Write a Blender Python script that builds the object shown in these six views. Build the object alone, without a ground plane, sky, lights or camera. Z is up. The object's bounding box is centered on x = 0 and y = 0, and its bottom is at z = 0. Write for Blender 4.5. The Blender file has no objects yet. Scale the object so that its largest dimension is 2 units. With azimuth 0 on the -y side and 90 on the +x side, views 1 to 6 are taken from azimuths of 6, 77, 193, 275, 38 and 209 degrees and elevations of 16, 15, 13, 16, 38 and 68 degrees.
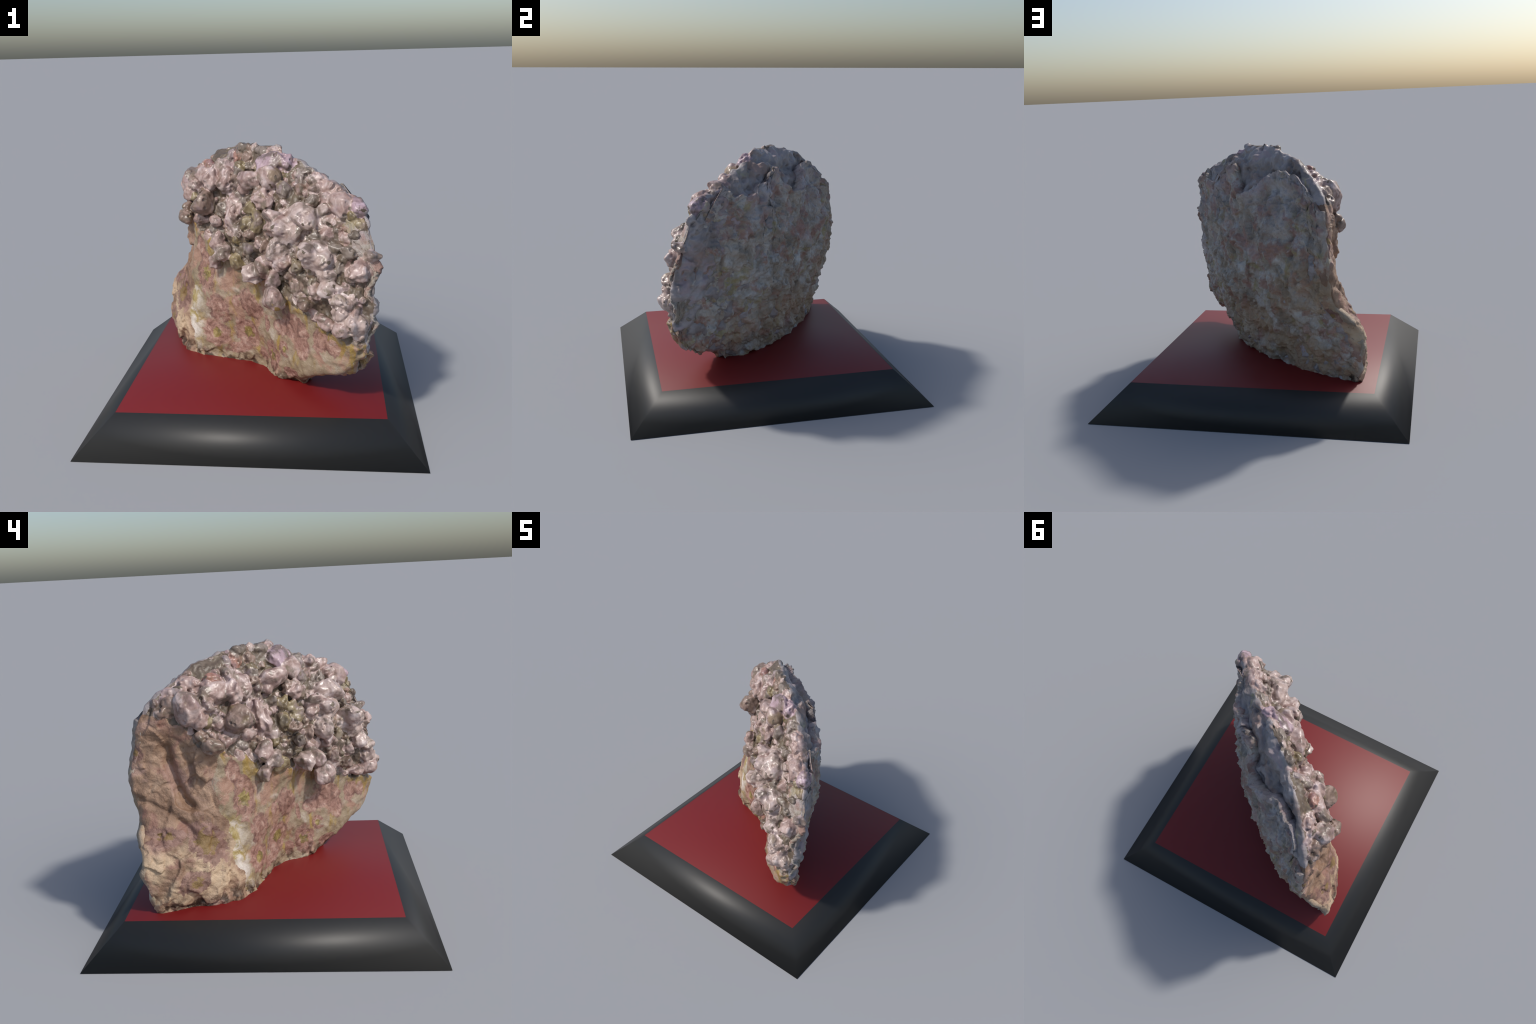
"""Knobbly pink mineral specimen (a leaning slab of brecciated rock with a crystal-crusted front)
resting on a black chamfered plinth with a red top panel."""
import math
import random
import numpy as np

# ------------------------------------------------------------------ slab frame
# u runs along the slab, w points out of its crystal-covered front, z is up.
YAW = -math.pi / 4          # slab frame -> world
BASE_TOP = 0.20             # height of the plinth

# ------------------------------------------------------------------ noise (numpy)
def _hash(i, j, k, seed):
    h = (i.astype(np.int64) * 374761393 + j.astype(np.int64) * 668265263 + k.astype(np.int64) * 2147483647 + seed * 144665) & 0xFFFFFFFF
    h = ((h ^ (h >> 13)) * 1274126177) & 0xFFFFFFFF
    h = ((h ^ (h >> 16)) * 2246822519) & 0xFFFFFFFF
    return (h ^ (h >> 15)) & 0xFFFFFFFF

def _rnd(i, j, k, seed):
    return _hash(i, j, k, seed) / 4294967296.0

def noise(p, seed=0):
    """gradient-like value noise, roughly -1..1, with smooth quintic blending"""
    p = np.asarray(p, float)
    c = np.floor(p)
    f = p - c
    c = c.astype(np.int64)
    s = f * f * f * (f * (f * 6 - 15) + 10)
    out = 0
    for a in (0, 1):
        for b in (0, 1):
            for d in (0, 1):
                i, j, k = c[..., 0] + a, c[..., 1] + b, c[..., 2] + d
                gx, gy, gz = (_rnd(i, j, k, seed + q) * 2 - 1 for q in (1, 2, 3))
                g = gx * (f[..., 0] - a) + gy * (f[..., 1] - b) + gz * (f[..., 2] - d)
                wgt = (s[..., 0] if a else 1 - s[..., 0]) * (s[..., 1] if b else 1 - s[..., 1]) * (s[..., 2] if d else 1 - s[..., 2])
                out = out + g * wgt
    return out * 1.7

def fbm(p, octaves, seed=0, gain=0.5):
    p = np.asarray(p, float)
    amp, out = 1.0, 0
    for o in range(octaves):
        out = out + amp * noise(p * 2.03 ** o + 17.3 * o, seed + 11 * o)
        amp *= gain
    return out

def worley(p, seed=0):
    p = np.asarray(p, float)
    c = np.floor(p).astype(np.int64)
    f1 = np.full(p.shape[:-1], 9.0)
    f2 = np.full(p.shape[:-1], 9.0)
    for a in (-1, 0, 1):
        for b in (-1, 0, 1):
            for d in (-1, 0, 1):
                i, j, k = c[..., 0] + a, c[..., 1] + b, c[..., 2] + d
                q = np.stack([i + _rnd(i, j, k, seed + 1), j + _rnd(i, j, k, seed + 2), k + _rnd(i, j, k, seed + 3)], -1)
                dist = np.linalg.norm(q - p, axis=-1)
                near = dist < f1
                f2 = np.where(near, f1, np.minimum(f2, dist))
                f1 = np.where(near, dist, f1)
    return f1, f2

def facets(p, seed=0):
    """broken, chipped planes: every cell of a jittered lattice carries its own tilted plane, -0.5..0.5"""
    p = np.asarray(p, float)
    c = np.floor(p).astype(np.int64)
    near = np.full(p.shape[:-1], 9.0)
    out = np.zeros(p.shape[:-1])
    for a in (-1, 0, 1):
        for b in (-1, 0, 1):
            for d in (-1, 0, 1):
                i, j, k = c[..., 0] + a, c[..., 1] + b, c[..., 2] + d
                q = p - np.stack([i + _rnd(i, j, k, seed + 1), j + _rnd(i, j, k, seed + 2), k + _rnd(i, j, k, seed + 3)], -1)
                dist = np.linalg.norm(q, axis=-1)
                h = sum(q[..., n] * (_rnd(i, j, k, seed + 4 + n) - .5) for n in range(3)) * .9 + (_rnd(i, j, k, seed + 7) - .5) * .55
                win = dist < near
                out = np.where(win, h, out)
                near = np.where(win, dist, near)
    return out

def smooth(a, b, x):
    t = np.clip((x - a) / (b - a), 0, 1)
    return t * t * (3 - 2 * t)

# ------------------------------------------------------------------ the slab's cross-sections
# each level: height, then the outline (u, w) going round:
# rear-left edge, end face, front-left corner, three points along the front,
# front-right, rear-right, and four points along the convex back (right to left)
SECTIONS = [
    (0.190, (-.90, .04), (-.74, .155), (-.40, .262), (-.10, .115), (.07, .050), (.29, .10), (.38, .06), (.39, -.01), (.30, -.085), (.08, -.140), (-.20, -.135), (-.60, -.070)),
    (0.300, (-.955, .045), (-.81, .17), (-.44, .260), (-.08, .108), (.16, .070), (.39, .125), (.56, .09), (.57, .00), (.43, -.085), (.12, -.185), (-.20, -.172), (-.62, -.085)),
    (0.420, (-.985, .035), (-.85, .145), (-.49, .245), (-.06, .117), (.20, .085), (.50, .120), (.84, .08), (.86, -.01), (.57, -.105), (.14, -.215), (-.20, -.203), (-.62, -.102)),
    (0.560, (-.960, .015), (-.83, .11), (-.49, .222), (-.05, .143), (.23, .085), (.58, .105), (.92, .09), (.955, .00), (.60, -.130), (.14, -.240), (-.20, -.237), (-.62, -.160)),
    (0.700, (-.885, -.09), (-.76, .07), (-.50, .190), (-.05, .153), (.23, .095), (.60, .125), (.93, .105), (.975, -.01), (.62, -.148), (.14, -.267), (-.20, -.267), (-.60, -.228)),
    (0.850, (-.885, -.14), (-.73, .035), (-.52, .165), (-.08, .165), (.24, .140), (.61, .157), (.93, .090), (.985, -.02), (.62, -.165), (.14, -.285), (-.20, -.280), (-.60, -.232)),
    (0.970, (-.895, -.145), (-.73, .015), (-.51, .150), (-.10, .180), (.25, .166), (.62, .144), (.92, .070), (.975, -.035), (.62, -.180), (.14, -.295), (-.20, -.290), (-.60, -.238)),
    (1.150, (-.860, -.14), (-.72, .00), (-.52, .140), (-.12, .150), (.25, .162), (.60, .113), (.88, .022), (.94, -.06), (.60, -.190), (.14, -.287), (-.20, -.275), (-.58, -.215)),
    (1.300, (-.825, -.125), (-.71, .015), (-.52, .125), (-.15, .115), (.20, .134), (.53, .048), (.79, -.018), (.87, -.075), (.58, -.190), (.16, -.258), (-.20, -.258), (-.56, -.190)),
    (1.420, (-.725, -.105), (-.63, .02), (-.50, .080), (-.15, .070), (.14, .094), (.42, .006), (.68, -.048), (.745, -.09), (.50, -.185), (.20, -.228), (-.20, -.220), (-.50, -.155)),
    (1.520, (-.550, -.08), (-.50, .00), (-.42, .040), (-.15, .04), (.10, .040), (.28, -.015), (.43, -.055), (.47, -.085), (.32, -.155), (.10, -.185), (-.20, -.150), (-.42, -.120)),
    (1.590, (-.380, -.055), (-.35, -.02), (-.29, .005), (-.10, .00), (.06, -.005), (.15, -.035), (.21, -.06), (.22, -.085), (.14, -.110), (.02, -.110), (-.15, -.082), (-.32, -.075)),
    (1.640, (-.10, -.05), (-.095, -.04), (-.07, -.025), (-.03, -.02), (.02, -.02), (.06, -.03), (.10, -.045), (.105, -.055), (.08, -.068), (.02, -.075), (-.03, -.065), (-.08, -.058)),
]
SEC_Z = np.array([s[0] for s in SECTIONS])
SEC_P = np.array([s[1:] for s in SECTIONS], float)      # level, point, (u, w)
SEGMENT_STEPS = (26, 44, 60, 58, 58, 50, 18, 26, 26, 26, 26, 26)

def controls(z):
    """control points at heights z, cubic through the sections"""
    z = np.atleast_1d(z)
    m = np.gradient(SEC_P, SEC_Z, axis=0)
    k = np.clip(np.searchsorted(SEC_Z, z) - 1, 0, len(SEC_Z) - 2)
    h = (SEC_Z[k + 1] - SEC_Z[k])
    t = ((z - SEC_Z[k]) / h)[:, None, None]
    h = h[:, None, None]
    return ((2 * t**3 - 3 * t**2 + 1) * SEC_P[k] + (t**3 - 2 * t**2 + t) * h * m[k]
            + (-2 * t**3 + 3 * t**2) * SEC_P[k + 1] + (t**3 - t**2) * h * m[k + 1])

def spline(C, steps, closed):
    """Catmull-Rom with chord-length tangents through control points C[level, point, 2]"""
    n = C.shape[1]
    if closed:
        nxt, prv = np.roll(C, -1, 1), np.roll(C, 1, 1)
    else:
        nxt = np.concatenate([C[:, 1:], 2 * C[:, -1:] - C[:, -2:-1]], 1)
        prv = np.concatenate([2 * C[:, :1] - C[:, 1:2], C[:, :-1]], 1)
    d1 = np.linalg.norm(nxt - C, axis=-1, keepdims=True) ** 0.5 + 1e-6
    d0 = np.linalg.norm(C - prv, axis=-1, keepdims=True) ** 0.5 + 1e-6
    tan = ((nxt - C) / d1 * d0 + (C - prv) / d0 * d1) / (d0 + d1)      # per unit of sqrt-chord
    out, par = [], []
    for i in range(n if closed else n - 1):
        j = (i + 1) % n
        h = d1[:, i]
        for q in range(steps[i]):
            t = q / steps[i]
            out.append((2 * t**3 - 3 * t**2 + 1) * C[:, i] + (t**3 - 2 * t**2 + t) * h * tan[:, i]
                       + (-2 * t**3 + 3 * t**2) * C[:, j] + (t**3 - t**2) * h * tan[:, j])
            par.append(i + t)
    if not closed:
        out.append(C[:, -1]); par.append(n - 1.0)
    return np.stack(out, 1), np.array(par)

# lower limit of the crystal cover along the front
COVER_U = (-.95, -.85, -.75, -.60, -.50, -.30, -.15, .00, .15, .30, .45, .60, .75, .90, 1.0)
COVER_Z = (1.42, 1.37, 1.31, 1.19, 1.10, 1.00, .93, .90, .86, .80, .74, .685, .64, .60, .60)
def cover(u):
    return np.interp(u, COVER_U, COVER_Z)

# jagged upper rim of the crust on the back
LIP_U = (-1.0, -.90, -.83, -.75, -.70, -.63, -.50, -.36, -.28, -.19, -.09, -.01, .06, .13, .20, .24, .32, .36, .53, .60, .66, .74, .83, .90, .97, 1.02)
LIP_Z = (1.10, 1.22, 1.29, 1.34, 1.38, 1.435, 1.495, 1.495, 1.44, 1.365, 1.325, 1.37, 1.51, 1.515, 1.50, 1.44, 1.44, 1.38, 1.38, 1.445, 1.44, 1.34, 1.31, 1.22, 1.05, .95)

def body_surface(nz=330):
    """front and core of the rock: points (level, ring, xyz in the slab frame), ring parameter"""
    z = np.linspace(SEC_Z[0], SEC_Z[-1], nz)
    C = controls(z)
    inset = np.interp(z, (.19, .30, 1.15, 1.32, 1.48, 1.57), (.012, .025, .030, .052, .052, 0))[:, None]
    share = np.array([.25, 0, 0, 0, 0, 0, 0, .15, .45, .65, 1.15, .9])[None]
    C = C.copy()
    C[..., 1] += inset * share
    P, par = spline(C, SEGMENT_STEPS, True)
    Z = np.broadcast_to(z[:, None], P.shape[:2])
    return np.stack([P[..., 0], P[..., 1], Z], -1), par

def normals(P, closed=True):
    du = (np.roll(P, -1, 1) - np.roll(P, 1, 1)) if closed else np.gradient(P, axis=1)
    dz = np.gradient(P, axis=0)
    n = np.cross(du, dz)
    n /= np.linalg.norm(n, axis=-1, keepdims=True) + 1e-9
    return n
# ---- end of the shape description (everything below builds it in Blender)
import bpy
import bmesh
from mathutils import Vector, Matrix
from mathutils.bvhtree import BVHTree

rng = random.Random(7)
COLL = bpy.context.scene.collection

def to_local(p):
    """slab frame (u, w, z) -> object space of the specimen (its base stands on the plinth)"""
    p = np.asarray(p, float)
    return np.stack([p[..., 0], -p[..., 1], p[..., 2] - BASE_TOP], -1)

def add_object(name, data, parent, mat=None):
    ob = bpy.data.objects.new(name, data)
    COLL.objects.link(ob)
    ob.parent = parent
    if mat and data is not None and not data.materials:
        data.materials.append(mat)
    return ob

def mesh_from(name, verts, faces, vnormals=None):
    me = bpy.data.meshes.new(name)
    me.from_pydata(np.asarray(verts).tolist(), [], faces)
    me.polygons.foreach_set("use_smooth", np.ones(len(me.polygons), bool))
    me.update()
    if vnormals is not None:
        me.normals_split_custom_set_from_vertices(np.asarray(vnormals).tolist())
    return me

# ------------------------------------------------------------------ materials
def hexcol(h):
    c = [int(h[i:i + 2], 16) / 255 for i in (0, 2, 4)]
    return tuple(x / 12.92 if x <= .04045 else ((x + .055) / 1.055) ** 2.4 for x in c) + (1,)

class Graph:
    """small helper that strings shader nodes together"""
    def __init__(self, name):
        self.mat = bpy.data.materials.new(name)
        self.mat.use_nodes = True
        self.t = self.mat.node_tree
        self.bsdf = next(n for n in self.t.nodes if n.type == 'BSDF_PRINCIPLED')
        self.co = self.new('ShaderNodeTexCoord').outputs['Object']
        self.xyz = None
    def new(self, kind, **kw):
        n = self.t.nodes.new(kind)
        for k, v in kw.items():
            setattr(n, k, v)
        return n
    def put(self, sock, v):
        if hasattr(v, 'links') or isinstance(v, bpy.types.NodeSocket):
            self.t.links.new(v, sock)
        else:
            sock.default_value = v
    def math(self, op, a, b=0.0, clamp=False):
        n = self.new('ShaderNodeMath', operation=op, use_clamp=clamp)
        self.put(n.inputs[0], a); self.put(n.inputs[1], b)
        return n.outputs[0]
    def axis(self, i):
        if self.xyz is None:
            self.xyz = self.new('ShaderNodeSeparateXYZ')
            self.t.links.new(self.co, self.xyz.inputs[0])
        return self.xyz.outputs[i]
    def moved(self, offset=(0, 0, 0), scale=(1, 1, 1), rot=(0, 0, 0), co=None):
        m = self.new('ShaderNodeMapping')
        self.put(m.inputs['Vector'], co or self.co)
        m.inputs['Location'].default_value = offset
        m.inputs['Scale'].default_value = scale
        m.inputs['Rotation'].default_value = rot
        return m.outputs[0]
    def noise(self, scale, detail=4, rough=.55, distort=0.0, seed=0, stretch=(1, 1, 1), rot=(0, 0, 0), color=False, co=None):
        n = self.new('ShaderNodeTexNoise')
        self.put(n.inputs['Vector'], self.moved((seed * 3.17, seed * 1.31, seed * 2.43), stretch, rot, co))
        n.inputs['Scale'].default_value = scale
        n.inputs['Detail'].default_value = detail
        n.inputs['Roughness'].default_value = rough
        n.inputs['Distortion'].default_value = distort
        return n.outputs['Color' if color else 'Fac']
    def voronoi(self, scale, feature='F1', seed=0, out='Distance', co=None):
        n = self.new('ShaderNodeTexVoronoi', feature=feature)
        self.put(n.inputs['Vector'], self.moved((seed * 2.7, seed, seed * 1.9), co=co))
        n.inputs['Scale'].default_value = scale
        return n.outputs[out]
    def step(self, v, a, b):
        n = self.new('ShaderNodeMapRange', interpolation_type='SMOOTHSTEP')
        self.put(n.inputs[0], v)
        n.inputs[1].default_value, n.inputs[2].default_value = min(a, b), max(a, b)
        n.inputs[3].default_value, n.inputs[4].default_value = (0, 1) if a < b else (1, 0)
        return n.outputs[0]
    def mix(self, f, a, b):
        n = self.new('ShaderNodeMix', data_type='RGBA')
        self.put(n.inputs[0], f)
        self.put(n.inputs[6], hexcol(a) if isinstance(a, str) else a)
        self.put(n.inputs[7], hexcol(b) if isinstance(b, str) else b)
        return n.outputs[2]
    def ramp(self, v, stops):
        n = self.new('ShaderNodeValToRGB')
        self.put(n.inputs[0], v)
        e = n.color_ramp.elements
        while len(e) < len(stops):
            e.new(.5)
        for el, (p, c) in zip(e, stops):
            el.position, el.color = p, hexcol(c)
        return n.outputs[0]
    def patches(self, base, colour, scale, lo, hi, seed, detail=3, distort=.6, strength=1.0, stretch=(1, 1, 1)):
        m = self.step(self.noise(scale, detail, .6, distort, seed, stretch), lo, hi)
        if strength != 1.0:
            m = self.math('MULTIPLY', m, strength)
        return self.mix(m, base, colour)
    def finish(self, colour, rough=.5, bump=(), spec=.5):
        self.put(self.bsdf.inputs['Base Color'], colour)
        self.put(self.bsdf.inputs['Roughness'], rough)
        self.bsdf.inputs['Specular IOR Level'].default_value = spec
        last = None
        for height, dist in bump:
            b = self.new('ShaderNodeBump')
            b.inputs['Strength'].default_value = 1
            b.inputs['Distance'].default_value = dist
            self.put(b.inputs['Height'], height)
            if last is not None:
                self.t.links.new(last, b.inputs['Normal'])
            last = b.outputs[0]
        if last is not None:
            self.t.links.new(last, self.bsdf.inputs['Normal'])
        return self.mat
    def ellipse_field(self, spots, wobble=.25):
        """smallest normalised distance to a set of ellipses (u, z, ru, rz, tilt) in the face plane"""
        n = self.noise(10, 4, .65, 1.0, 41)
        best = None
        x, z = self.axis(0), self.axis(2)
        for u, h, ru, rz, tilt in spots:
            dx = self.math('SUBTRACT', x, u)
            dz = self.math('SUBTRACT', z, h - BASE_TOP)
            c, s = math.cos(tilt), math.sin(tilt)
            a = self.math('ADD', self.math('MULTIPLY', dx, c / ru), self.math('MULTIPLY', dz, s / ru))
            b = self.math('ADD', self.math('MULTIPLY', dx, -s / rz), self.math('MULTIPLY', dz, c / rz))
            d = self.math('SQRT', self.math('ADD', self.math('MULTIPLY', a, a), self.math('MULTIPLY', b, b)))
            d = self.math('DIVIDE', d, 1.03)
            best = d if best is None else self.math('MINIMUM', best, d)
        return self.math('ADD', best, self.math('MULTIPLY', self.math('SUBTRACT', n, .5), wobble * 4))

def cut_face_material():
    g = Graph('brecciated_stone')
    c = g.ramp(g.noise(5, 6, .62, .8, 1), [(.30, '76674F'), (.46, '8A7A63'), (.58, '968672'), (.74, '918A80')])
    c = g.patches(c, '9C7767', 5.0, .50, .60, 2, detail=5, strength=.75)
    c = g.patches(c, '927A3C', 4.2, .54, .66, 3, detail=5, strength=.85, stretch=(1.6, 1, .7))
    c = g.patches(c, 'B5AA9E', 4.0, .58, .70, 4, detail=5, strength=.75)
    # ochre seep just below the crystal cover
    edge = g.math('ADD', g.axis(2), g.math('MULTIPLY', g.axis(0), .37))
    seep = g.math('MULTIPLY', g.step(g.math('ADD', edge, g.math('MULTIPLY', g.noise(7, 3, seed=15), .16)), .66, .76), g.step(g.noise(8, 4, .6, .8, 16, (1.5, 1, .6)), .48, .58))
    c = g.mix(g.math('MULTIPLY', seep, .8), c, '8C7234')
    # pale, ochre-streaked zone near the broken end
    zone = g.math('MULTIPLY', g.step(g.math('ADD', g.axis(0), g.math('MULTIPLY', g.noise(7, 4, seed=5), .20)), -.20, -.34), g.step(g.math('ADD', g.axis(2), g.math('MULTIPLY', g.noise(6, 4, seed=17), .2)), .62, .46))
    pale = g.ramp(g.noise(11, 5, .65, .7, 6), [(.34, '8C7838'), (.45, 'A08F60'), (.53, 'BDB2A4'), (.70, 'D2CBC4')])
    c = g.mix(zone, c, pale)
    def blotch(c, d, dark, heart):
        inner = g.ramp(g.noise(18, 6, .68, .7, 8), [(.32, '62453D'), (.43, '825F54'), (.53, '99766A'), (.62, 'A98B7E'), (.72, 'B5A296')])
        if heart:
            inner = g.mix(g.step(g.math('ADD', d, g.math('MULTIPLY', g.noise(14, 4, .6, .5, 12), .8)), .84, .70), inner, g.ramp(g.noise(24, 5, .65, .3, 9), [(.35, '564A2C'), (.5, '7A6A38'), (.64, '9A8A58')]))
        rim = g.math('MULTIPLY', g.step(d, .66, .92), g.step(g.noise(15, 4, seed=10), .46, .58))
        inner = g.mix(g.math('MULTIPLY', rim, .7), inner, '5C3D37')
        return g.mix(g.math('MULTIPLY', g.math('MULTIPLY', g.step(d, 1.14, .92), .92), g.step(g.noise(13, 5, .65, .6, 25), .27, .42)), c, inner)
    # inclusions without a heart, then the ringed ones
    c = blotch(c, g.ellipse_field([(-.22, .55, .085, .105, .35), (.06, .635, .075, .10, .5), (.36, .555, .11, .055, .2), (.53, .49, .058, .075, .3),
        (.47, .61, .11, .055, -.4), (-.10, .29, .09, .035, .3), (.42, .28, .07, .03, .2), (.185, .535, .022, .05, .2), (.29, .35, .022, .035, 0),
        (.68, .56, .058, .065, 0), (-.07, .63, .03, .04, 0), (-.40, .95, .05, .08, .3), (.78, .55, .05, .05, 0), (.12, .30, .04, .06, .4)], .42), 0, False)
    c = blotch(c, g.ellipse_field([(-.34, .78, .085, .130, .1), (-.24, .375, .095, .088, 0), (-.01, .42, .095, .105, .2), (.23, .33, .062, .100, .2), (.36, .415, .046, .052, 0)], .34), 0, True)
    # fine dark flecks and pale hairlines
    c = g.mix(g.math('MULTIPLY', g.step(g.noise(38, 5, .7, 0, 11), .60, .70), .55), c, '54412F')
    c = g.mix(g.math('MULTIPLY', g.step(g.noise(44, 5, .7, 0, 18), .62, .72), .5), c, 'BFB0A0')
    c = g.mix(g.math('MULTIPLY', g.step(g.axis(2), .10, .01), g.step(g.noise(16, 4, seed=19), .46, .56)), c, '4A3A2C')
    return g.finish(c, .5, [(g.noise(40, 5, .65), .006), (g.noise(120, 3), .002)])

def _mixed_co(self, amount):
    n = self.noise(5, 3, color=True, seed=21)
    m = self.new('ShaderNodeVectorMath', operation='MULTIPLY_ADD')
    self.put(m.inputs[0], n); m.inputs[1].default_value = (amount,) * 3
    self.put(m.inputs[2], self.co)
    return m.outputs[0]
Graph.mixed_co = _mixed_co

def broken_face_material():
    g = Graph('broken_brown_stone')
    c = g.ramp(g.noise(5, 6, .62, .7, 1), [(.30, '654B3B'), (.44, '7F6450'), (.56, '947863'), (.72, 'AE947D')])
    c = g.patches(c, '856054', 5, .50, .61, 2, detail=5, strength=.8)
    c = g.patches(c, '9A7D72', 4, .54, .66, 5, detail=5, strength=.75)
    low = g.math('MULTIPLY', g.step(g.axis(2), .46, .30), g.step(g.noise(4, 4, seed=3), .42, .55))
    c = g.mix(g.math('MULTIPLY', low, .85), c, 'BDA68A')
    d = g.ellipse_field([(-.62, .58, .10, .13, .3), (-.74, .37, .08, .06, .2), (-.87, 1.12, .035, .05, .4), (-.82, .64, .09, .05, 0)], .5)
    inner = g.mix(g.step(d, .50, .36), g.ramp(g.noise(15, 4, .6, .5, 8), [(.35, '664841'), (.5, '7D5E54'), (.66, '96786C')]), '775F36')
    c = g.mix(g.math('MULTIPLY', g.step(d, 1.1, .92), .9), c, inner)
    c = g.mix(g.math('MULTIPLY', g.step(g.noise(36, 5, .7, 0, 11), .58, .70), .55), c, '4A3424')
    c = g.mix(g.math('MULTIPLY', g.step(g.axis(2), .12, .02), g.step(g.noise(14, 4, seed=19), .42, .55)), c, '3E2E22')
    return g.finish(c, .55, [(g.noise(45, 5, .65), .007), (g.noise(140, 3), .002)])

def brown_mottle(g, c, lo, hi, strength):
    """dark brown patches between and on the lumps: one pattern shared by the bed and every crystal"""
    m = g.step(g.math('ADD', g.math('MULTIPLY', g.noise(9, 5, .6, .6, 31), .8), g.math('MULTIPLY', g.noise(34, 4, .6, .3, 32), .2)), lo, hi)
    dark_tones = g.ramp(g.noise(9, 4, .6, .4, 33), [(.35, '4A3F34'), (.5, '5F5246'), (.62, '6C6252'), (.74, '5E5434')])
    return g.mix(g.math('MULTIPLY', m, strength), c, dark_tones)

def bed_material():
    g = Graph('shade_darkened_crystal_bed')
    c = g.ramp(g.noise(10, 6, .62, .7, 1), [(.30, '54463B'), (.44, '685A4E'), (.58, '7C6D62'), (.74, '94867B')])  # base tones darkened for the ambient occlusion in the gaps
    c = g.patches(c, '6E6336', 4.5, .56, .66, 2, strength=.6)
    c = g.patches(c, '8F7168', 6, .55, .66, 3, strength=.6)
    c = brown_mottle(g, c, .38, .50, .92)
    return g.finish(c, .45, [(g.noise(40, 4, .6), .003)], .5)

def ledge_material():
    g = Graph('pale_rim_stone')
    c = g.ramp(g.noise(6, 6, .6, .6, 1), [(.30, '6E6562'), (.45, '857C7A'), (.58, '989090'), (.75, 'ABA5A6')])
    c = g.patches(c, 'A08C90', 4.5, .54, .66, 2, strength=.7)
    c = g.patches(c, '8F776C', 5.0, .54, .66, 3, strength=.75)
    c = g.patches(c, 'A39A5E', 4.2, .62, .72, 4, strength=.6)
    return g.finish(c, .45, [(g.noise(40, 5, .6), .006)])

def crust_material():
    g = Graph('weathered_crust')
    c = g.ramp(g.noise(6.5, 7, .66, .5, 1), [(.30, '74675B'), (.44, '928679'), (.56, 'ACA298'), (.72, 'C8C3BE')])
    c = g.patches(c, '93675A', 8, .50, .60, 2, detail=6, strength=.7)
    c = g.patches(c, 'A98680', 3.4, .56, .68, 6, detail=4, strength=.6)
    c = g.patches(c, '93864E', 6.0, .55, .68, 3, detail=4, strength=.65)
    c = g.patches(c, '7A6656', 7.5, .58, .68, 4, detail=5, strength=.7)
    c = g.patches(c, 'BBBCBD', 8, .53, .68, 5, detail=4, distort=.2, strength=.6)
    # warmer and browner toward the foot and the far end
    foot = g.math('MULTIPLY', g.step(g.math('SUBTRACT', g.axis(2), g.math('MULTIPLY', g.axis(0), -.35)), .75, .15), g.step(g.noise(4, 4, seed=7), .35, .6))
    c = g.mix(g.math('MULTIPLY', foot, .65), c, 'A68C6E')
    crown = g.math('MULTIPLY', g.step(g.axis(2), .80, 1.15), g.step(g.noise(5, 4, seed=13), .38, .62))
    c = g.mix(g.math('MULTIPLY', crown, .5), c, 'AAA0A6')
    c = g.mix(g.math('MULTIPLY', g.step(g.noise(38, 5, .7, 0, 11), .62, .72), .5), c, '5E5148')
    return g.finish(c, .55, [(g.noise(45, 6, .68), .009), (g.noise(130, 3), .002)])

def crystal_material(name, tones, rough=.34):
    g = Graph(name)
    c = g.ramp(g.noise(13, 5, .6, .5, 1), list(zip((.32, .44, .56, .70), tones)))
    c = g.patches(c, '8E7B82', 7, .55, .68, 5, strength=.5)
    c = g.patches(c, '7A6C46', 6, .58, .70, 6, strength=.55)
    c = g.patches(c, 'B9A9A4', 15, .58, .70, 3, strength=.55)
    c = brown_mottle(g, c, .49, .60, .75)
    return g.finish(c, g.math('ADD', rough - .05, g.math('MULTIPLY', g.noise(15, 3, seed=8), .16)), [(g.noise(60, 3, .5), .0012)], .55)

MAT_CUT, MAT_BROKEN, MAT_BED = cut_face_material(), broken_face_material(), bed_material()
MAT_LEDGE, MAT_CRUST = ledge_material(), crust_material()
TINTS = {
    'pink': crystal_material('pink_crystal', ('7E665F', '998079', 'AF9A94', 'C6B6B4')),
    'lilac': crystal_material('lilac_crystal', ('7B686C', '937D82', 'A68F97', 'B8A3AD')),
    'salmon': crystal_material('salmon_crystal', ('80594A', '93695B', 'A1796C', 'AE8D82')),
    'grey': crystal_material('grey_crystal', ('5F544B', '75695F', '887C73', '9C9089')),
    'brown': crystal_material('brown_crystal', ('655146', '7B675B', '8E786D', 'A08D83')),
    'olive': crystal_material('olive_crystal', ('63553D', '7B6C4E', '8E8063', 'A39683')),
    'pale': crystal_material('pale_crystal', ('8E786F', 'A6928A', 'BAA8A2', 'D2C6C3'), .30),
}

# ------------------------------------------------------------------ specimen
specimen = bpy.data.objects.new('mineral_specimen', None)
COLL.objects.link(specimen)
specimen.location = (0, 0, BASE_TOP)
specimen.rotation_euler = (0, 0, YAW)
specimen["label"] = "leaning slab of pinkish rock with a knobbly crystal-covered upper front"
specimen["category"] = "mineral specimen"

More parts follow.
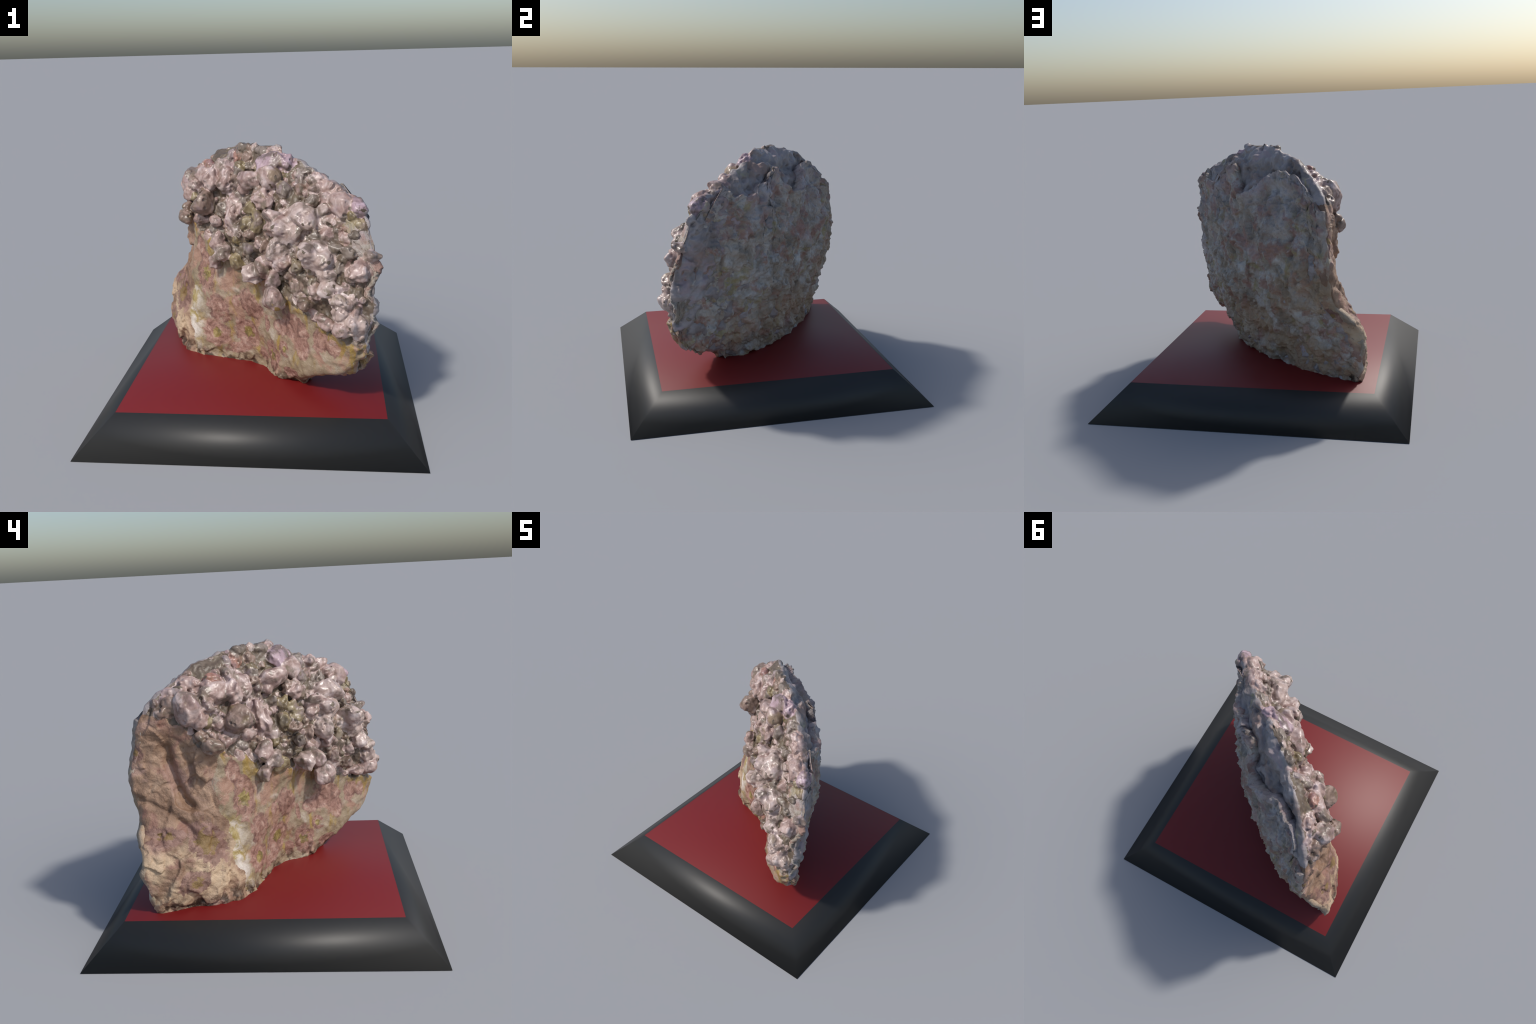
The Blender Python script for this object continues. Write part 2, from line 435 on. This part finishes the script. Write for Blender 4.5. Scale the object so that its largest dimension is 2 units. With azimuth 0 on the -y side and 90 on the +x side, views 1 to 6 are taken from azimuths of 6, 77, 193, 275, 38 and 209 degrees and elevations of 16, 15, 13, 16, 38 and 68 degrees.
# principal crystals on the front: (u, z, half width, half height)
BIG = {
    'lilac': [(.14, 1.55, .098, .059), (.23, 1.58, .050, .055), (.80, 1.38, .051, .059)],
    'pink': [(-.51, 1.34, .051, .043), (-.11, 1.21, .062, .114), (.57, 1.48, .067, .035), (-.55, 1.49, .063, .042), (.03, 1.43, .086, .051), (.17, 1.46, .074, .063), (.12, 1.63, .047, .027), (-.28, 1.46, .067, .059), (-.22, 1.40, .059, .067), (-.41, 1.39, .051, .059), (-.40, 1.14, .063, .039), (-.25, 1.14, .043, .031), (.18, 1.33, .074, .059), (.48, 1.50, .055, .043), (.50, 1.45, .059, .035), (.61, 1.44, .059, .051), (.70, 1.45, .074, .067), (.60, 1.38, .051, .043), (.32, 1.24, .074, .043), (.29, 1.19, .043, .043), (.47, 1.15, .051, .043), (.41, 1.00, .055, .055), (.91, 1.05, .068, .060), (-.17, 1.04, .055, .059), (-.19, .90, .039, .055), (.24, .94, .035, .059), (.32, .88, .047, .047), (.35, .78, .070, .070), (.65, .87, .043, .047), (.91, .81, .035, .059), (.86, .71, .063, .043), (.70, .72, .043, .031), (-.60, 1.34, .063, .084), (-.45, 1.41, .092, .046), (-.33, 1.39, .055, .067), (-.24, 1.45, .042, .050), (-.03, 1.40, .046, .055), (.74, .70, .050, .034)],
    'grey': [(.03, 1.63, .062, .042), (-.26, 1.57, .031, .059), (-.11, 1.48, .055, .055), (.29, 1.40, .055, .063), (.37, 1.48, .047, .047), (.38, 1.53, .063, .047), (.73, 1.37, .086, .055), (.50, 1.35, .063, .047), (.74, 1.31, .051, .047), (.40, 1.31, .027, .027), (.62, 1.18, .051, .051), (.52, 1.00, .047, .059), (.83, 1.21, .051, .043), (.74, 1.13, .059, .039), (.82, 1.12, .067, .043), (.79, 1.03, .039, .039), (.13, 1.04, .055, .051), (.63, .92, .031, .031)],
    'salmon': [(-.19, 1.59, .035, .043), (-.42, 1.48, .050, .038)],
    'brown': [(-.09, 1.57, .047, .039), (-.29, 1.52, .047, .039), (-.54, 1.17, .027, .027), (-.35, 1.24, .086, .090), (-.10, 1.39, .031, .043), (.13, 1.37, .059, .047), (.38, 1.41, .039, .039), (.70, 1.34, .043, .035), (.44, .93, .047, .035), (-.18, .99, .035, .047), (.25, 1.07, .035, .047), (.12, 1.12, .059, .035), (-.67, 1.36, .076, .059), (-.57, 1.18, .046, .046), (-.53, 1.13, .067, .050), (-.73, 1.34, .050, .034), (-.30, 1.50, .046, .042), (-.13, 1.43, .055, .050), (.60, .80, .063, .050)],
    'olive': [(.84, 1.37, .031, .035), (.83, 1.29, .035, .035), (.14, 1.25, .043, .043), (.17, 1.19, .047, .063), (.05, 1.17, .043, .063), (.07, 1.28, .039, .047), (-.02, .92, .067, .055), (-.04, 1.06, .039, .039), (-.52, 1.26, .038, .046), (-.11, 1.50, .055, .038)],
    'pale': [(.52, 1.26, .102, .070), (.43, 1.27, .035, .051), (.61, 1.32, .043, .031), (.35, 1.27, .039, .031), (.42, 1.17, .094, .078), (.37, 1.08, .067, .070), (.65, 1.07, .094, .082), (.72, .99, .055, .047), (-.11, .97, .055, .059), (.17, .91, .070, .059), (.50, .86, .039, .043), (.52, .80, .055, .043), (.75, .91, .051, .051), (.84, .86, .067, .035), (.85, .80, .051, .059), (.93, .75, .055, .062)],
}

# ---- core: displace the lofted surface, then part it into seamless regions
P, par = body_surface()
Nrm = -normals(P)
nz, nr = P.shape[:2]
U, Wd, Z = P[..., 0], P[..., 1], P[..., 2]
S = np.broadcast_to(par[None], U.shape)
front = smooth(.2, .9, S) * (1 - smooth(6.5, 7.0, S))                    # faces forward
above = Z - cover(U) + .035 * noise(P * 14, 3)
bed = front * smooth(-.01, .05, above)
endf = smooth(-.1, .15, S) * (1 - smooth(1.75, 2.05, S)) + smooth(11.6, 12, S)
endf = np.clip(endf, 0, 1) * (1 - smooth(0, .05, above))

disp = .012 * fbm(P * 5, 3, 1) + .004 * fbm(P * 26, 3, 5)
f1, f2 = worley(P * 13 + .5 * noise(P * 6, 8)[..., None], 21)
g1, g2 = worley(P * 27, 31)
knob = .045 * (.55 - f1) + .020 * (.5 - g1) + .018 * fbm(P * 11, 3, 9) - .004
hump = np.zeros_like(U)
for rows in BIG.values():
    for u, z, ru, rz in rows:
        q = ((U - u) / (1.25 * ru)) ** 2 + ((Z - z) / (1.25 * rz)) ** 2
        hump = np.maximum(hump, .42 * (ru + rz) * np.clip(1 - q, 0, None) ** .7)
taper = 1 - .75 * smooth(1.40, 1.62, Z)
disp = disp + bed * (.9 * knob - .030 + .10 * hump) * taper
WP = P + .03 * np.stack([noise(P * 7, 91), noise(P * 7, 92), noise(P * 7, 93)], -1)
rough_end = .009 * fbm(P * np.array([9, 9, 6]), 4, 15) + .050 * facets(WP * np.array([5.5, 5.5, 4.2]), 51) + .016 * facets(WP * 15, 53)
def groove(points, width, depth):
    d = np.full(U.shape, 9.0)
    for (u0, z0), (u1, z1) in zip(points[:-1], points[1:]):
        e = np.array([u1 - u0, z1 - z0]); L = e @ e
        t = np.clip(((U - u0) * e[0] + (Z - z0) * e[1]) / L, 0, 1)
        d = np.minimum(d, np.hypot(U - u0 - t * e[0], Z - z0 - t * e[1]))
    return -depth * np.exp(-(d / width) ** 2)
wob = .02 * noise(P * 9, 77)
cleft = groove([(-.73, 1.13), (-.725, 1.03), (-.71, .92), (-.695, .84), (-.665, .79)], .024, .048) + groove([(-.66, 1.12), (-.635, 1.02), (-.645, .93)], .018, .026) \
      + groove([(-.93, .88), (-.85, .825), (-.765, .76), (-.71, .69), (-.69, .64)], .018, .018)
disp = disp + endf * (rough_end + cleft * (1 + 10 * wob))
ledge_m = smooth(6.0, 6.5, S) * (1 - smooth(11.4, 11.9, S))
disp = disp + ledge_m * (.020 * fbm(P * 11, 3, 61) + .018 * (.5 - worley(P * 10, 63)[0]) + .030 * facets(WP * 7, 65) - .020 * smooth(.34, .12, worley(P * 13, 67)[0]))
cutf = front * (1 - bed) * (1 - endf)
disp = disp + cutf * (.006 * fbm(P * np.array([14, 14, 7]), 3, 71) - .004 * smooth(.35, .2, np.abs(noise(P * 3.5, 73))))
# scalloped foot
disp = disp + smooth(.34, .20, Z) * (.014 * noise(P * np.array([16, 16, 8]), 81) + .030 * facets(P * np.array([11, 11, 14]), 83))
Q = P + Nrm * disp[..., None]
V = to_local(Q)
Vn_all = None

def ring_faces(nz, nr):
    a = np.arange(nz - 1)[:, None] * nr + np.arange(nr)[None]
    b = np.arange(nz - 1)[:, None] * nr + (np.arange(nr)[None] + 1) % nr
    return np.stack([a, a + nr, b + nr, b], -1).reshape(-1, 4)

F = ring_faces(nz, nr)
# region of each quad
Sq = np.broadcast_to(par[None], (nz - 1, nr)).reshape(-1)
Aq = (above + .012 * noise(P * 30, 4))[:-1].reshape(-1)
jit = (.25 * noise(P * 10, 6))[:-1].reshape(-1)
region = np.full(len(F), 3)                              # rear ledge
is_front = (Sq > .25) & (Sq < 6.75 + .8 * jit)
region[is_front & (Aq > .0)] = 0                         # crystal bed
region[is_front & (Aq <= .0)] = 1                        # cut face
region[((Sq < 2.0 + .5 * jit) | (Sq > 11.6)) & (Aq <= 0)] = 2   # broken end
verts = V.reshape(-1, 3)
verts = np.concatenate([verts, [verts[-nr:].mean(0), verts[:nr].mean(0)]])
ti, bi = len(verts) - 2, len(verts) - 1
caps = [((nz - 1) * nr + k, ti, (nz - 1) * nr + (k + 1) % nr) for k in range(nr)]
feet = [(k, (k + 1) % nr, bi) for k in range(nr)]
core_faces = [tuple(f) for f in F.tolist()] + caps + feet
region_all = np.concatenate([region, np.zeros(len(caps), int), np.full(len(feet), 2)])
tree = BVHTree.FromPolygons([Vector(v) for v in verts], core_faces)

# ---- crust: a thick weathered skin over the whole back, with a ragged upper rim
def crust_surface(ns_mult=2, nt=230):
    zf = np.linspace(.188, 1.56, 420)
    C = controls(zf)
    path = C[:, [7, 8, 9, 10, 11, 0]]
    out = np.array([[.012, -.006], [0, -.012], [0, -.014], [0, -.014], [-.004, -.012], [-.004, -.014]])
    B, s = spline(path + out[None], [40, 56, 60, 60, 56], False)
    ns = B.shape[1]
    lip = np.interp(B[..., 0], LIP_U, LIP_Z) + .026 * noise(np.stack([B[..., 0] * 17, B[..., 0] * 0, B[..., 0] * 0 + 3], -1), 5) \
        + .004 * noise(np.stack([B[..., 0] * 50, B[..., 0] * 0, B[..., 0] * 0 + 9], -1), 6)
    over = zf[:, None] > lip
    top = np.where(over.any(0), zf[over.argmax(0)], zf[-1])
    t = np.linspace(0, 1, nt)
    zz = .188 + t[:, None] * (top[None] - .188)
    X = np.empty((nt, ns, 3))
    for j in range(ns):
        X[:, j, 0] = np.interp(zz[:, j], zf, B[:, j, 0])
        X[:, j, 1] = np.interp(zz[:, j], zf, B[:, j, 1])
    X[..., 2] = zz
    G = np.concatenate([B, np.broadcast_to(zf[:, None, None], B.shape[:2] + (1,))], -1)
    NB = -normals(G, closed=False)
    N = np.stack([np.stack([np.interp(zz[:, j], zf, NB[:, j, k]) for k in range(3)], -1) for j in range(ns)], 1)
    return X, N / np.linalg.norm(N, axis=-1, keepdims=True), s, t

X, Nc, s_par, t_par = crust_surface()
edge_l = smooth(4.80, 5.0, s_par)[None]                  # ragged end toward the broken face
edge_r = 1 - smooth(0, .2, s_par)[None]
WX_ = X + .03 * np.stack([noise(X * 7, 95), noise(X * 7, 96), noise(X * 7, 97)], -1)
dc = .028 * facets(WX_ * 5.5, 121) + .016 * facets(WX_ * 13, 123) + .012 * fbm(X * 5.5, 3, 101) + .026 * noise(X * 3.6, 99) + .022 * (.45 - worley(X * 6.5, 119)[0]) + .019 * fbm(X * np.array([15, 15, 12]), 4, 103, .55) + .005 * fbm(X * 45, 2, 105) + .022 * (.45 - worley(X * 9, 117)[0]) - .024 * smooth(.30, .12, worley(X * 7.5, 107)[0]) * smooth(0, .3, noise(X * 4, 109)) + .020 * (.45 - worley(X * 15, 111)[0])
rag = noise(np.stack([X[..., 2] * 0, X[..., 2] * 0 + 5, X[..., 2] * 7], -1), 113) * .036 + noise(np.stack([X[..., 2] * 0, X[..., 2] * 0 + 2, X[..., 2] * 19], -1), 115) * .012
dc = dc * (1 - .75 * edge_l) + .012 * smooth(.93, 1, t_par)[:, None]
O = X + Nc * dc[..., None]
O[..., 0] += -edge_l * rag - edge_r * rag * .8
thick = np.interp(t_par, (0, .1, .75, .9, 1), (.03, .05, .065, .10, .10))[:, None] * (1 - .35 * edge_l) * (1 - .75 * edge_r)
I = O - Nc * thick[..., None]
nt, ns = O.shape[:2]
ov = to_local(np.concatenate([O.reshape(-1, 3), I.reshape(-1, 3)]))
def grid_faces(r, c, off, flip):
    a = np.arange(r - 1)[:, None] * c + np.arange(c - 1)[None] + off
    q = np.stack([a, a + 1, a + c + 1, a + c], -1).reshape(-1, 4)
    return (q[:, ::-1] if flip else q).tolist()
cf = grid_faces(nt, ns, 0, False) + grid_faces(nt, ns, nt * ns, True)
loop = [k for k in range(ns)] + [r * ns + ns - 1 for r in range(1, nt)] + [(nt - 1) * ns + k for k in range(ns - 2, -1, -1)] + [r * ns for r in range(nt - 2, 0, -1)]
for a, b in zip(loop, loop[1:] + loop[:1]):
    cf.append((b, a, a + nt * ns, b + nt * ns))
me = mesh_from('back_crust', ov, cf)
bm = bmesh.new(); bm.from_mesh(me); bmesh.ops.recalc_face_normals(bm, faces=bm.faces); bm.to_mesh(me); bm.free()
add_object('back_crust', me, specimen, MAT_CRUST)

# ---- crystals: lumps that have grown together with the bed
def crystal_form(seed, sub, lumpy):
    """a rounded, facetted lump: soft intersection of random half-spaces, then swollen unevenly"""
    r = np.random.default_rng(seed)
    bm = bmesh.new()
    bmesh.ops.create_icosphere(bm, subdivisions=sub, radius=1)
    v = np.array([x.co for x in bm.verts])
    f = np.array([[x.index for x in q.verts] for q in bm.faces])
    bm.free()
    dirs = []
    while len(dirs) < (10 if lumpy else 8):
        d = r.normal(size=3); d /= np.linalg.norm(d)
        if all(d @ e < .60 for e in dirs) or r.random() < .02:
            dirs.append(d)
    dist = r.uniform(.68, 1.0, len(dirs))
    p = 9 if lumpy else 22
    rad = np.clip(((np.clip(v @ np.array(dirs).T, 0, None) / dist) ** p).sum(1) ** (-1 / p), .5, 1.25)
    rad = rad * (1 + (.26 if lumpy else .12) * fbm(v * 1.5, 2, seed) + (.08 if lumpy else .03) * fbm(v * 4.0, 2, seed + 5))
    if lumpy:
        rad = rad * (1 + .30 * (.5 - worley(v * 1.9, seed)[0]))
    rad = np.where(rad > 1.14, 1.14 + .35 * (rad - 1.14), rad)   # blunt the spikes
    return v * rad[:, None], f

FORMS = {}
def form(k, lumpy, sub=3):
    if (k, lumpy, sub) not in FORMS:
        FORMS[k, lumpy, sub] = crystal_form(200 + k + 50 * lumpy, sub, lumpy)
    return FORMS[k, lumpy, sub]

def surface_at(u, z):
    """point and broad normal of the front at (u, z), in object space"""
    hit, n, *_ = tree.ray_cast(Vector((u, -1.0, z - BASE_TOP)), Vector((0, 1, 0)))
    if hit is None:
        hit, n, _, _ = tree.find_nearest(Vector((u, -.05, z - BASE_TOP)))
    i = np.argmin((P[::4, ::4, 0] - hit.x) ** 2 + (-P[::4, ::4, 1] - hit.y) ** 2 + (P[::4, ::4, 2] - BASE_TOP - hit.z) ** 2)
    b = Nrm[::4, ::4].reshape(-1, 3)[i]
    return hit, Vector((b[0], -b[1], b[2])).normalized()

placed, lumps = [], []          # (u, z, reach); (matrix, tint, form)
def add_crystal(u, z, ru, rz, tint, out=.18):
    hit, n = surface_at(u, z)
    deep = .5 * (ru + rz) * rng.uniform(.75, 1.15) * (1 - .35 * float(smooth(1.42, 1.6, np.array(z))))
    lumpy = rng.random() < (.6 if tint in ('grey', 'brown', 'olive') else .35)
    side = Vector((0, 0, 1)).cross(n)
    side = side.normalized() if side.length > .1 else Vector((1, 0, 0))
    if side.x < 0:
        side = -side
    up = n.cross(side).normalized()
    frame = Matrix.Rotation(rng.uniform(-.35, .35), 3, n) @ Matrix((side, n, up)).transposed()
    m = Matrix.Translation(hit + n * deep * out) @ frame.to_4x4() @ Matrix.Diagonal((ru, deep, rz, 1))
    lumps.append((np.array(m), tint, (rng.randrange(12), lumpy)))
    placed.append((u, z, max(ru, rz)))

# a knobbly overhang at the broken end
for u, z, ru, rz, tint in ((-.57, 1.285, .060, .058, 'pink'), (-.52, 1.375, .056, .050, 'brown'), (-.46, 1.44, .055, .045, 'pink')):
    add_crystal(u, z, ru, rz, tint, out=.48)
for tint, rows in BIG.items():
    for u, z, ru, rz in rows:
        rim = math.exp(-((z - float(cover(u))) / .10) ** 2) + (.35 if -.62 < u < -.3 and z < 1.36 else 0)
        room = np.interp(u, (-.8, -.6, -.35, .05, .3, .5, .62, .75, .83, .9), (1.38, 1.50, 1.60, 1.67, 1.56, 1.49, 1.455, 1.40, 1.33, 1.20)) - z
        inside = float(smooth(.0, .14, np.array(room)) * (1 - smooth(.82, .92, np.array(u))))
        k = {'grey': .80, 'brown': .92, 'olive': .95}.get(tint, 1.14)
        add_crystal(u, z - .02 * (1 - inside), ru * k, rz * k, tint, out=-.25 + (.58 + .38 * min(rim, 1)) * inside - (.55 if rz > .1 else 0))

# smaller crystals crowd the gaps
tries = 0
while len(placed) < 230 and tries < 20000:
    tries += 1
    u, z = rng.uniform(-.80, .97), rng.uniform(.6, 1.63)
    if z < cover(u) + .01:
        continue
    hit, n, *_ = tree.ray_cast(Vector((u, -1, z - BASE_TOP)), Vector((0, 1, 0)))
    if hit is None or -hit.y < -.075:
        continue
    r = .016 + .026 * rng.random() ** 2
    if any((u - a) ** 2 + (z - b) ** 2 < (.55 * (r + c)) ** 2 for a, b, c in placed):
        continue
    add_crystal(u, z, r * rng.uniform(.8, 1.4), r * rng.uniform(.8, 1.4), rng.choice(['pink', 'pink', 'grey', 'brown', 'brown', 'pale']), out=-.15)
# grit too small to name, part of the bed
grit = []
while len(grit) < 260:
    u, z = rng.uniform(-.80, .97), rng.uniform(.6, 1.63)
    if z < cover(u) + rng.uniform(-.02, .03):
        continue
    hit, n, *_ = tree.ray_cast(Vector((u, -1, z - BASE_TOP)), Vector((0, 1, 0)))
    if hit is None or -hit.y < -.08:
        continue
    r = rng.uniform(.008, .016)
    grit.append(np.array(Matrix.Translation(hit) @ Matrix.Rotation(rng.uniform(0, 6), 4, 'X') @ Matrix.Diagonal((r * rng.uniform(.9, 1.5), r, r, 1))))

# fuse everything into one skin
vs, fs, base = [verts], list(core_faces), len(verts)
for m, tint, key in lumps:
    v, f = form(*key)
    vs.append(v @ m[:3, :3].T + m[:3, 3])
    fs += (f + base).tolist(); base += len(v)
for m in grit:
    v, f = form(rng.randrange(4), True, 2)
    vs.append(v @ m[:3, :3].T + m[:3, 3])
    fs += (f + base).tolist(); base += len(v)
raw = mesh_from('raw', np.concatenate(vs), fs)
bm = bmesh.new(); bm.from_mesh(raw); bmesh.ops.recalc_face_normals(bm, faces=bm.faces); bm.to_mesh(raw); bm.free()
holder = bpy.data.objects.new('raw', raw); COLL.objects.link(holder)
mod = holder.modifiers.new('fuse', 'REMESH')
mod.mode, mod.voxel_size, mod.adaptivity = 'VOXEL', .0052, 0
fused = bpy.data.meshes.new_from_object(holder.evaluated_get(bpy.context.evaluated_depsgraph_get()))
bpy.data.objects.remove(holder); bpy.data.meshes.remove(raw)

def read(me, coll, prop, w, kind=float):
    a = np.zeros(len(coll) * w, kind); coll.foreach_get(prop, a)
    return a.reshape(-1, w) if w > 1 else a
fv = read(fused, fused.vertices, 'co', 3)
fe = read(fused, fused.edges, 'vertices', 2, np.int32)
ff = [tuple(p.vertices) for p in fused.polygons]
fc = read(fused, fused.polygons, 'center', 3)
# which lump or region every face belongs to
owner = np.full(len(ff), -1); best = np.full(len(ff), 1.22)
wobble = .16 * noise(fc * 28, 203)
for k, (m, tint, key) in enumerate(lumps):
    reach = 1.35 * np.abs(m[:3, :3]).max()
    near = np.nonzero(((fc - m[:3, 3]) ** 2).sum(1) < reach ** 2)[0]
    loc = (fc[near] - m[:3, 3]) @ np.linalg.inv(m[:3, :3]).T
    q = np.linalg.norm(loc, axis=1) + wobble[near] + np.where(loc[:, 1] + .4 * wobble[near] < -.30, 1, 0)   # roots take the dark bed colour, drawing shadow under each lump
    win = q < best[near]
    best[near[win]] = q[win]; owner[near[win]] = k
ground = np.array([region_all[tree.find_nearest(Vector(c))[2]] for c in fc])
group = np.where(owner >= 0, owner + 4, ground)
# melt the joints, then pit the surface
knobby = np.zeros(len(fv))
flen = np.array([len(f) for f in ff])
flat = np.fromiter((i for f in ff for i in f), int)
np.maximum.at(knobby, flat, np.repeat(((group >= 4) | (group == 0)).astype(float), flen))
cnt = np.bincount(fe.reshape(-1), minlength=len(fv))[:, None]
def spread(x):
    out = np.stack([np.bincount(fe[:, 0], x[fe[:, 1], i], len(fv)) + np.bincount(fe[:, 1], x[fe[:, 0], i], len(fv)) for i in range(x.shape[1])], 1)
    return out / np.maximum(cnt, 1)
for _ in range(2):
    fv = fv + .55 * (spread(fv) - fv) * (.35 + .65 * knobby[:, None])
fused.vertices.foreach_set('co', fv.reshape(-1)); fused.update()
vn = read(fused, fused.vertex_normals, 'vector', 3)
soft = spread(spread(knobby[:, None]))[:, 0]
dent = .0030 * fbm(fv * 20, 3, 211) - .012 * smooth(.34, .12, worley(fv * 22, 213)[0]) * smooth(-.05, .25, noise(fv * 7, 215)) + .004 * (.5 - worley(fv * 34, 217)[0]) * smooth(-.1, .3, noise(fv * 5, 219))
fv = fv + vn * (dent * soft)[:, None]
fused.vertices.foreach_set('co', fv.reshape(-1)); fused.update()
vn = read(fused, fused.vertex_normals, 'vector', 3)

def region_object(name, idx, mat):
    used, inv = np.unique(np.concatenate([ff[i] for i in idx]), return_inverse=True)
    faces, at = [], 0
    for i in idx:
        faces.append(tuple(inv[at:at + len(ff[i])])); at += len(ff[i])
    return add_object(name, mesh_from(name, fv[used], faces, vn[used]), specimen, mat)
order = np.argsort(group, kind='stable')
cuts = np.split(order, np.nonzero(np.diff(group[order]))[0] + 1)
for idx in cuts:
    g = group[idx[0]]
    if g < 4:
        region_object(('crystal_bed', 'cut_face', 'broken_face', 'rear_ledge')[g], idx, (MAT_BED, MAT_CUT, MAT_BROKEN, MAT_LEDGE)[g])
    elif len(idx) > 6:
        region_object('crystal', idx, TINTS[lumps[g - 4][1]])
    else:
        region_object('crystal_bed', idx, MAT_BED)
bpy.data.meshes.remove(fused)

# ------------------------------------------------------------------ plinth
def plinth_materials():
    g = Graph('black_lacquer')
    black = g.finish(hexcol('222221'), .5)
    g = Graph('red_panel')
    red = g.finish(hexcol('6F1313'), .5)
    return black, red

BLACK, RED = plinth_materials()
plinth = bpy.data.objects.new('display_plinth', None)
COLL.objects.link(plinth)
plinth["label"] = "low square black plinth with bevelled sides and red top"
plinth["category"] = "display base"
HALF, TOP = 1.0, .785
corner = [(-1, -1), (1, -1), (1, 1), (-1, 1)]
pv = np.array([(x * HALF, y * HALF, 0) for x, y in corner] + [(x * TOP, y * TOP, BASE_TOP) for x, y in corner])
pf = [(k, (k + 1) % 4, 4 + (k + 1) % 4, 4 + k) for k in range(4)]
ptop, pbot = (4, 5, 6, 7), (3, 2, 1, 0)
tmp = mesh_from('tmp', pv, pf + [ptop, pbot])
pn = np.zeros(24); tmp.vertex_normals.foreach_get('vector', pn); pn = pn.reshape(-1, 3)
bpy.data.meshes.remove(tmp)

def shaded_quad_grid(name, quads, n=24):
    """flat quads, finely divided, whose shading normals blend between those of the corners (a softly polished arris)"""
    vs, fs, ns = [], [], []
    for q in quads:
        off = len(vs)
        for j in range(n + 1):
            for i in range(n + 1):
                a, b = i / n, j / n
                wgt = np.array([(1 - a) * (1 - b), a * (1 - b), a * b, (1 - a) * b])
                vs.append(wgt @ pv[list(q)])
                m = wgt @ pn[list(q)]
                ns.append(m / np.linalg.norm(m))
        for j in range(n):
            for i in range(n):
                a = off + j * (n + 1) + i
                fs.append((a, a + 1, a + n + 2, a + n + 1))
    return mesh_from(name, vs, fs, ns)
add_object('bevelled_side', shaded_quad_grid('bevelled_side', pf + [pbot]), plinth, BLACK)
add_object('top_panel', shaded_quad_grid('top_panel', [ptop]), plinth, RED)
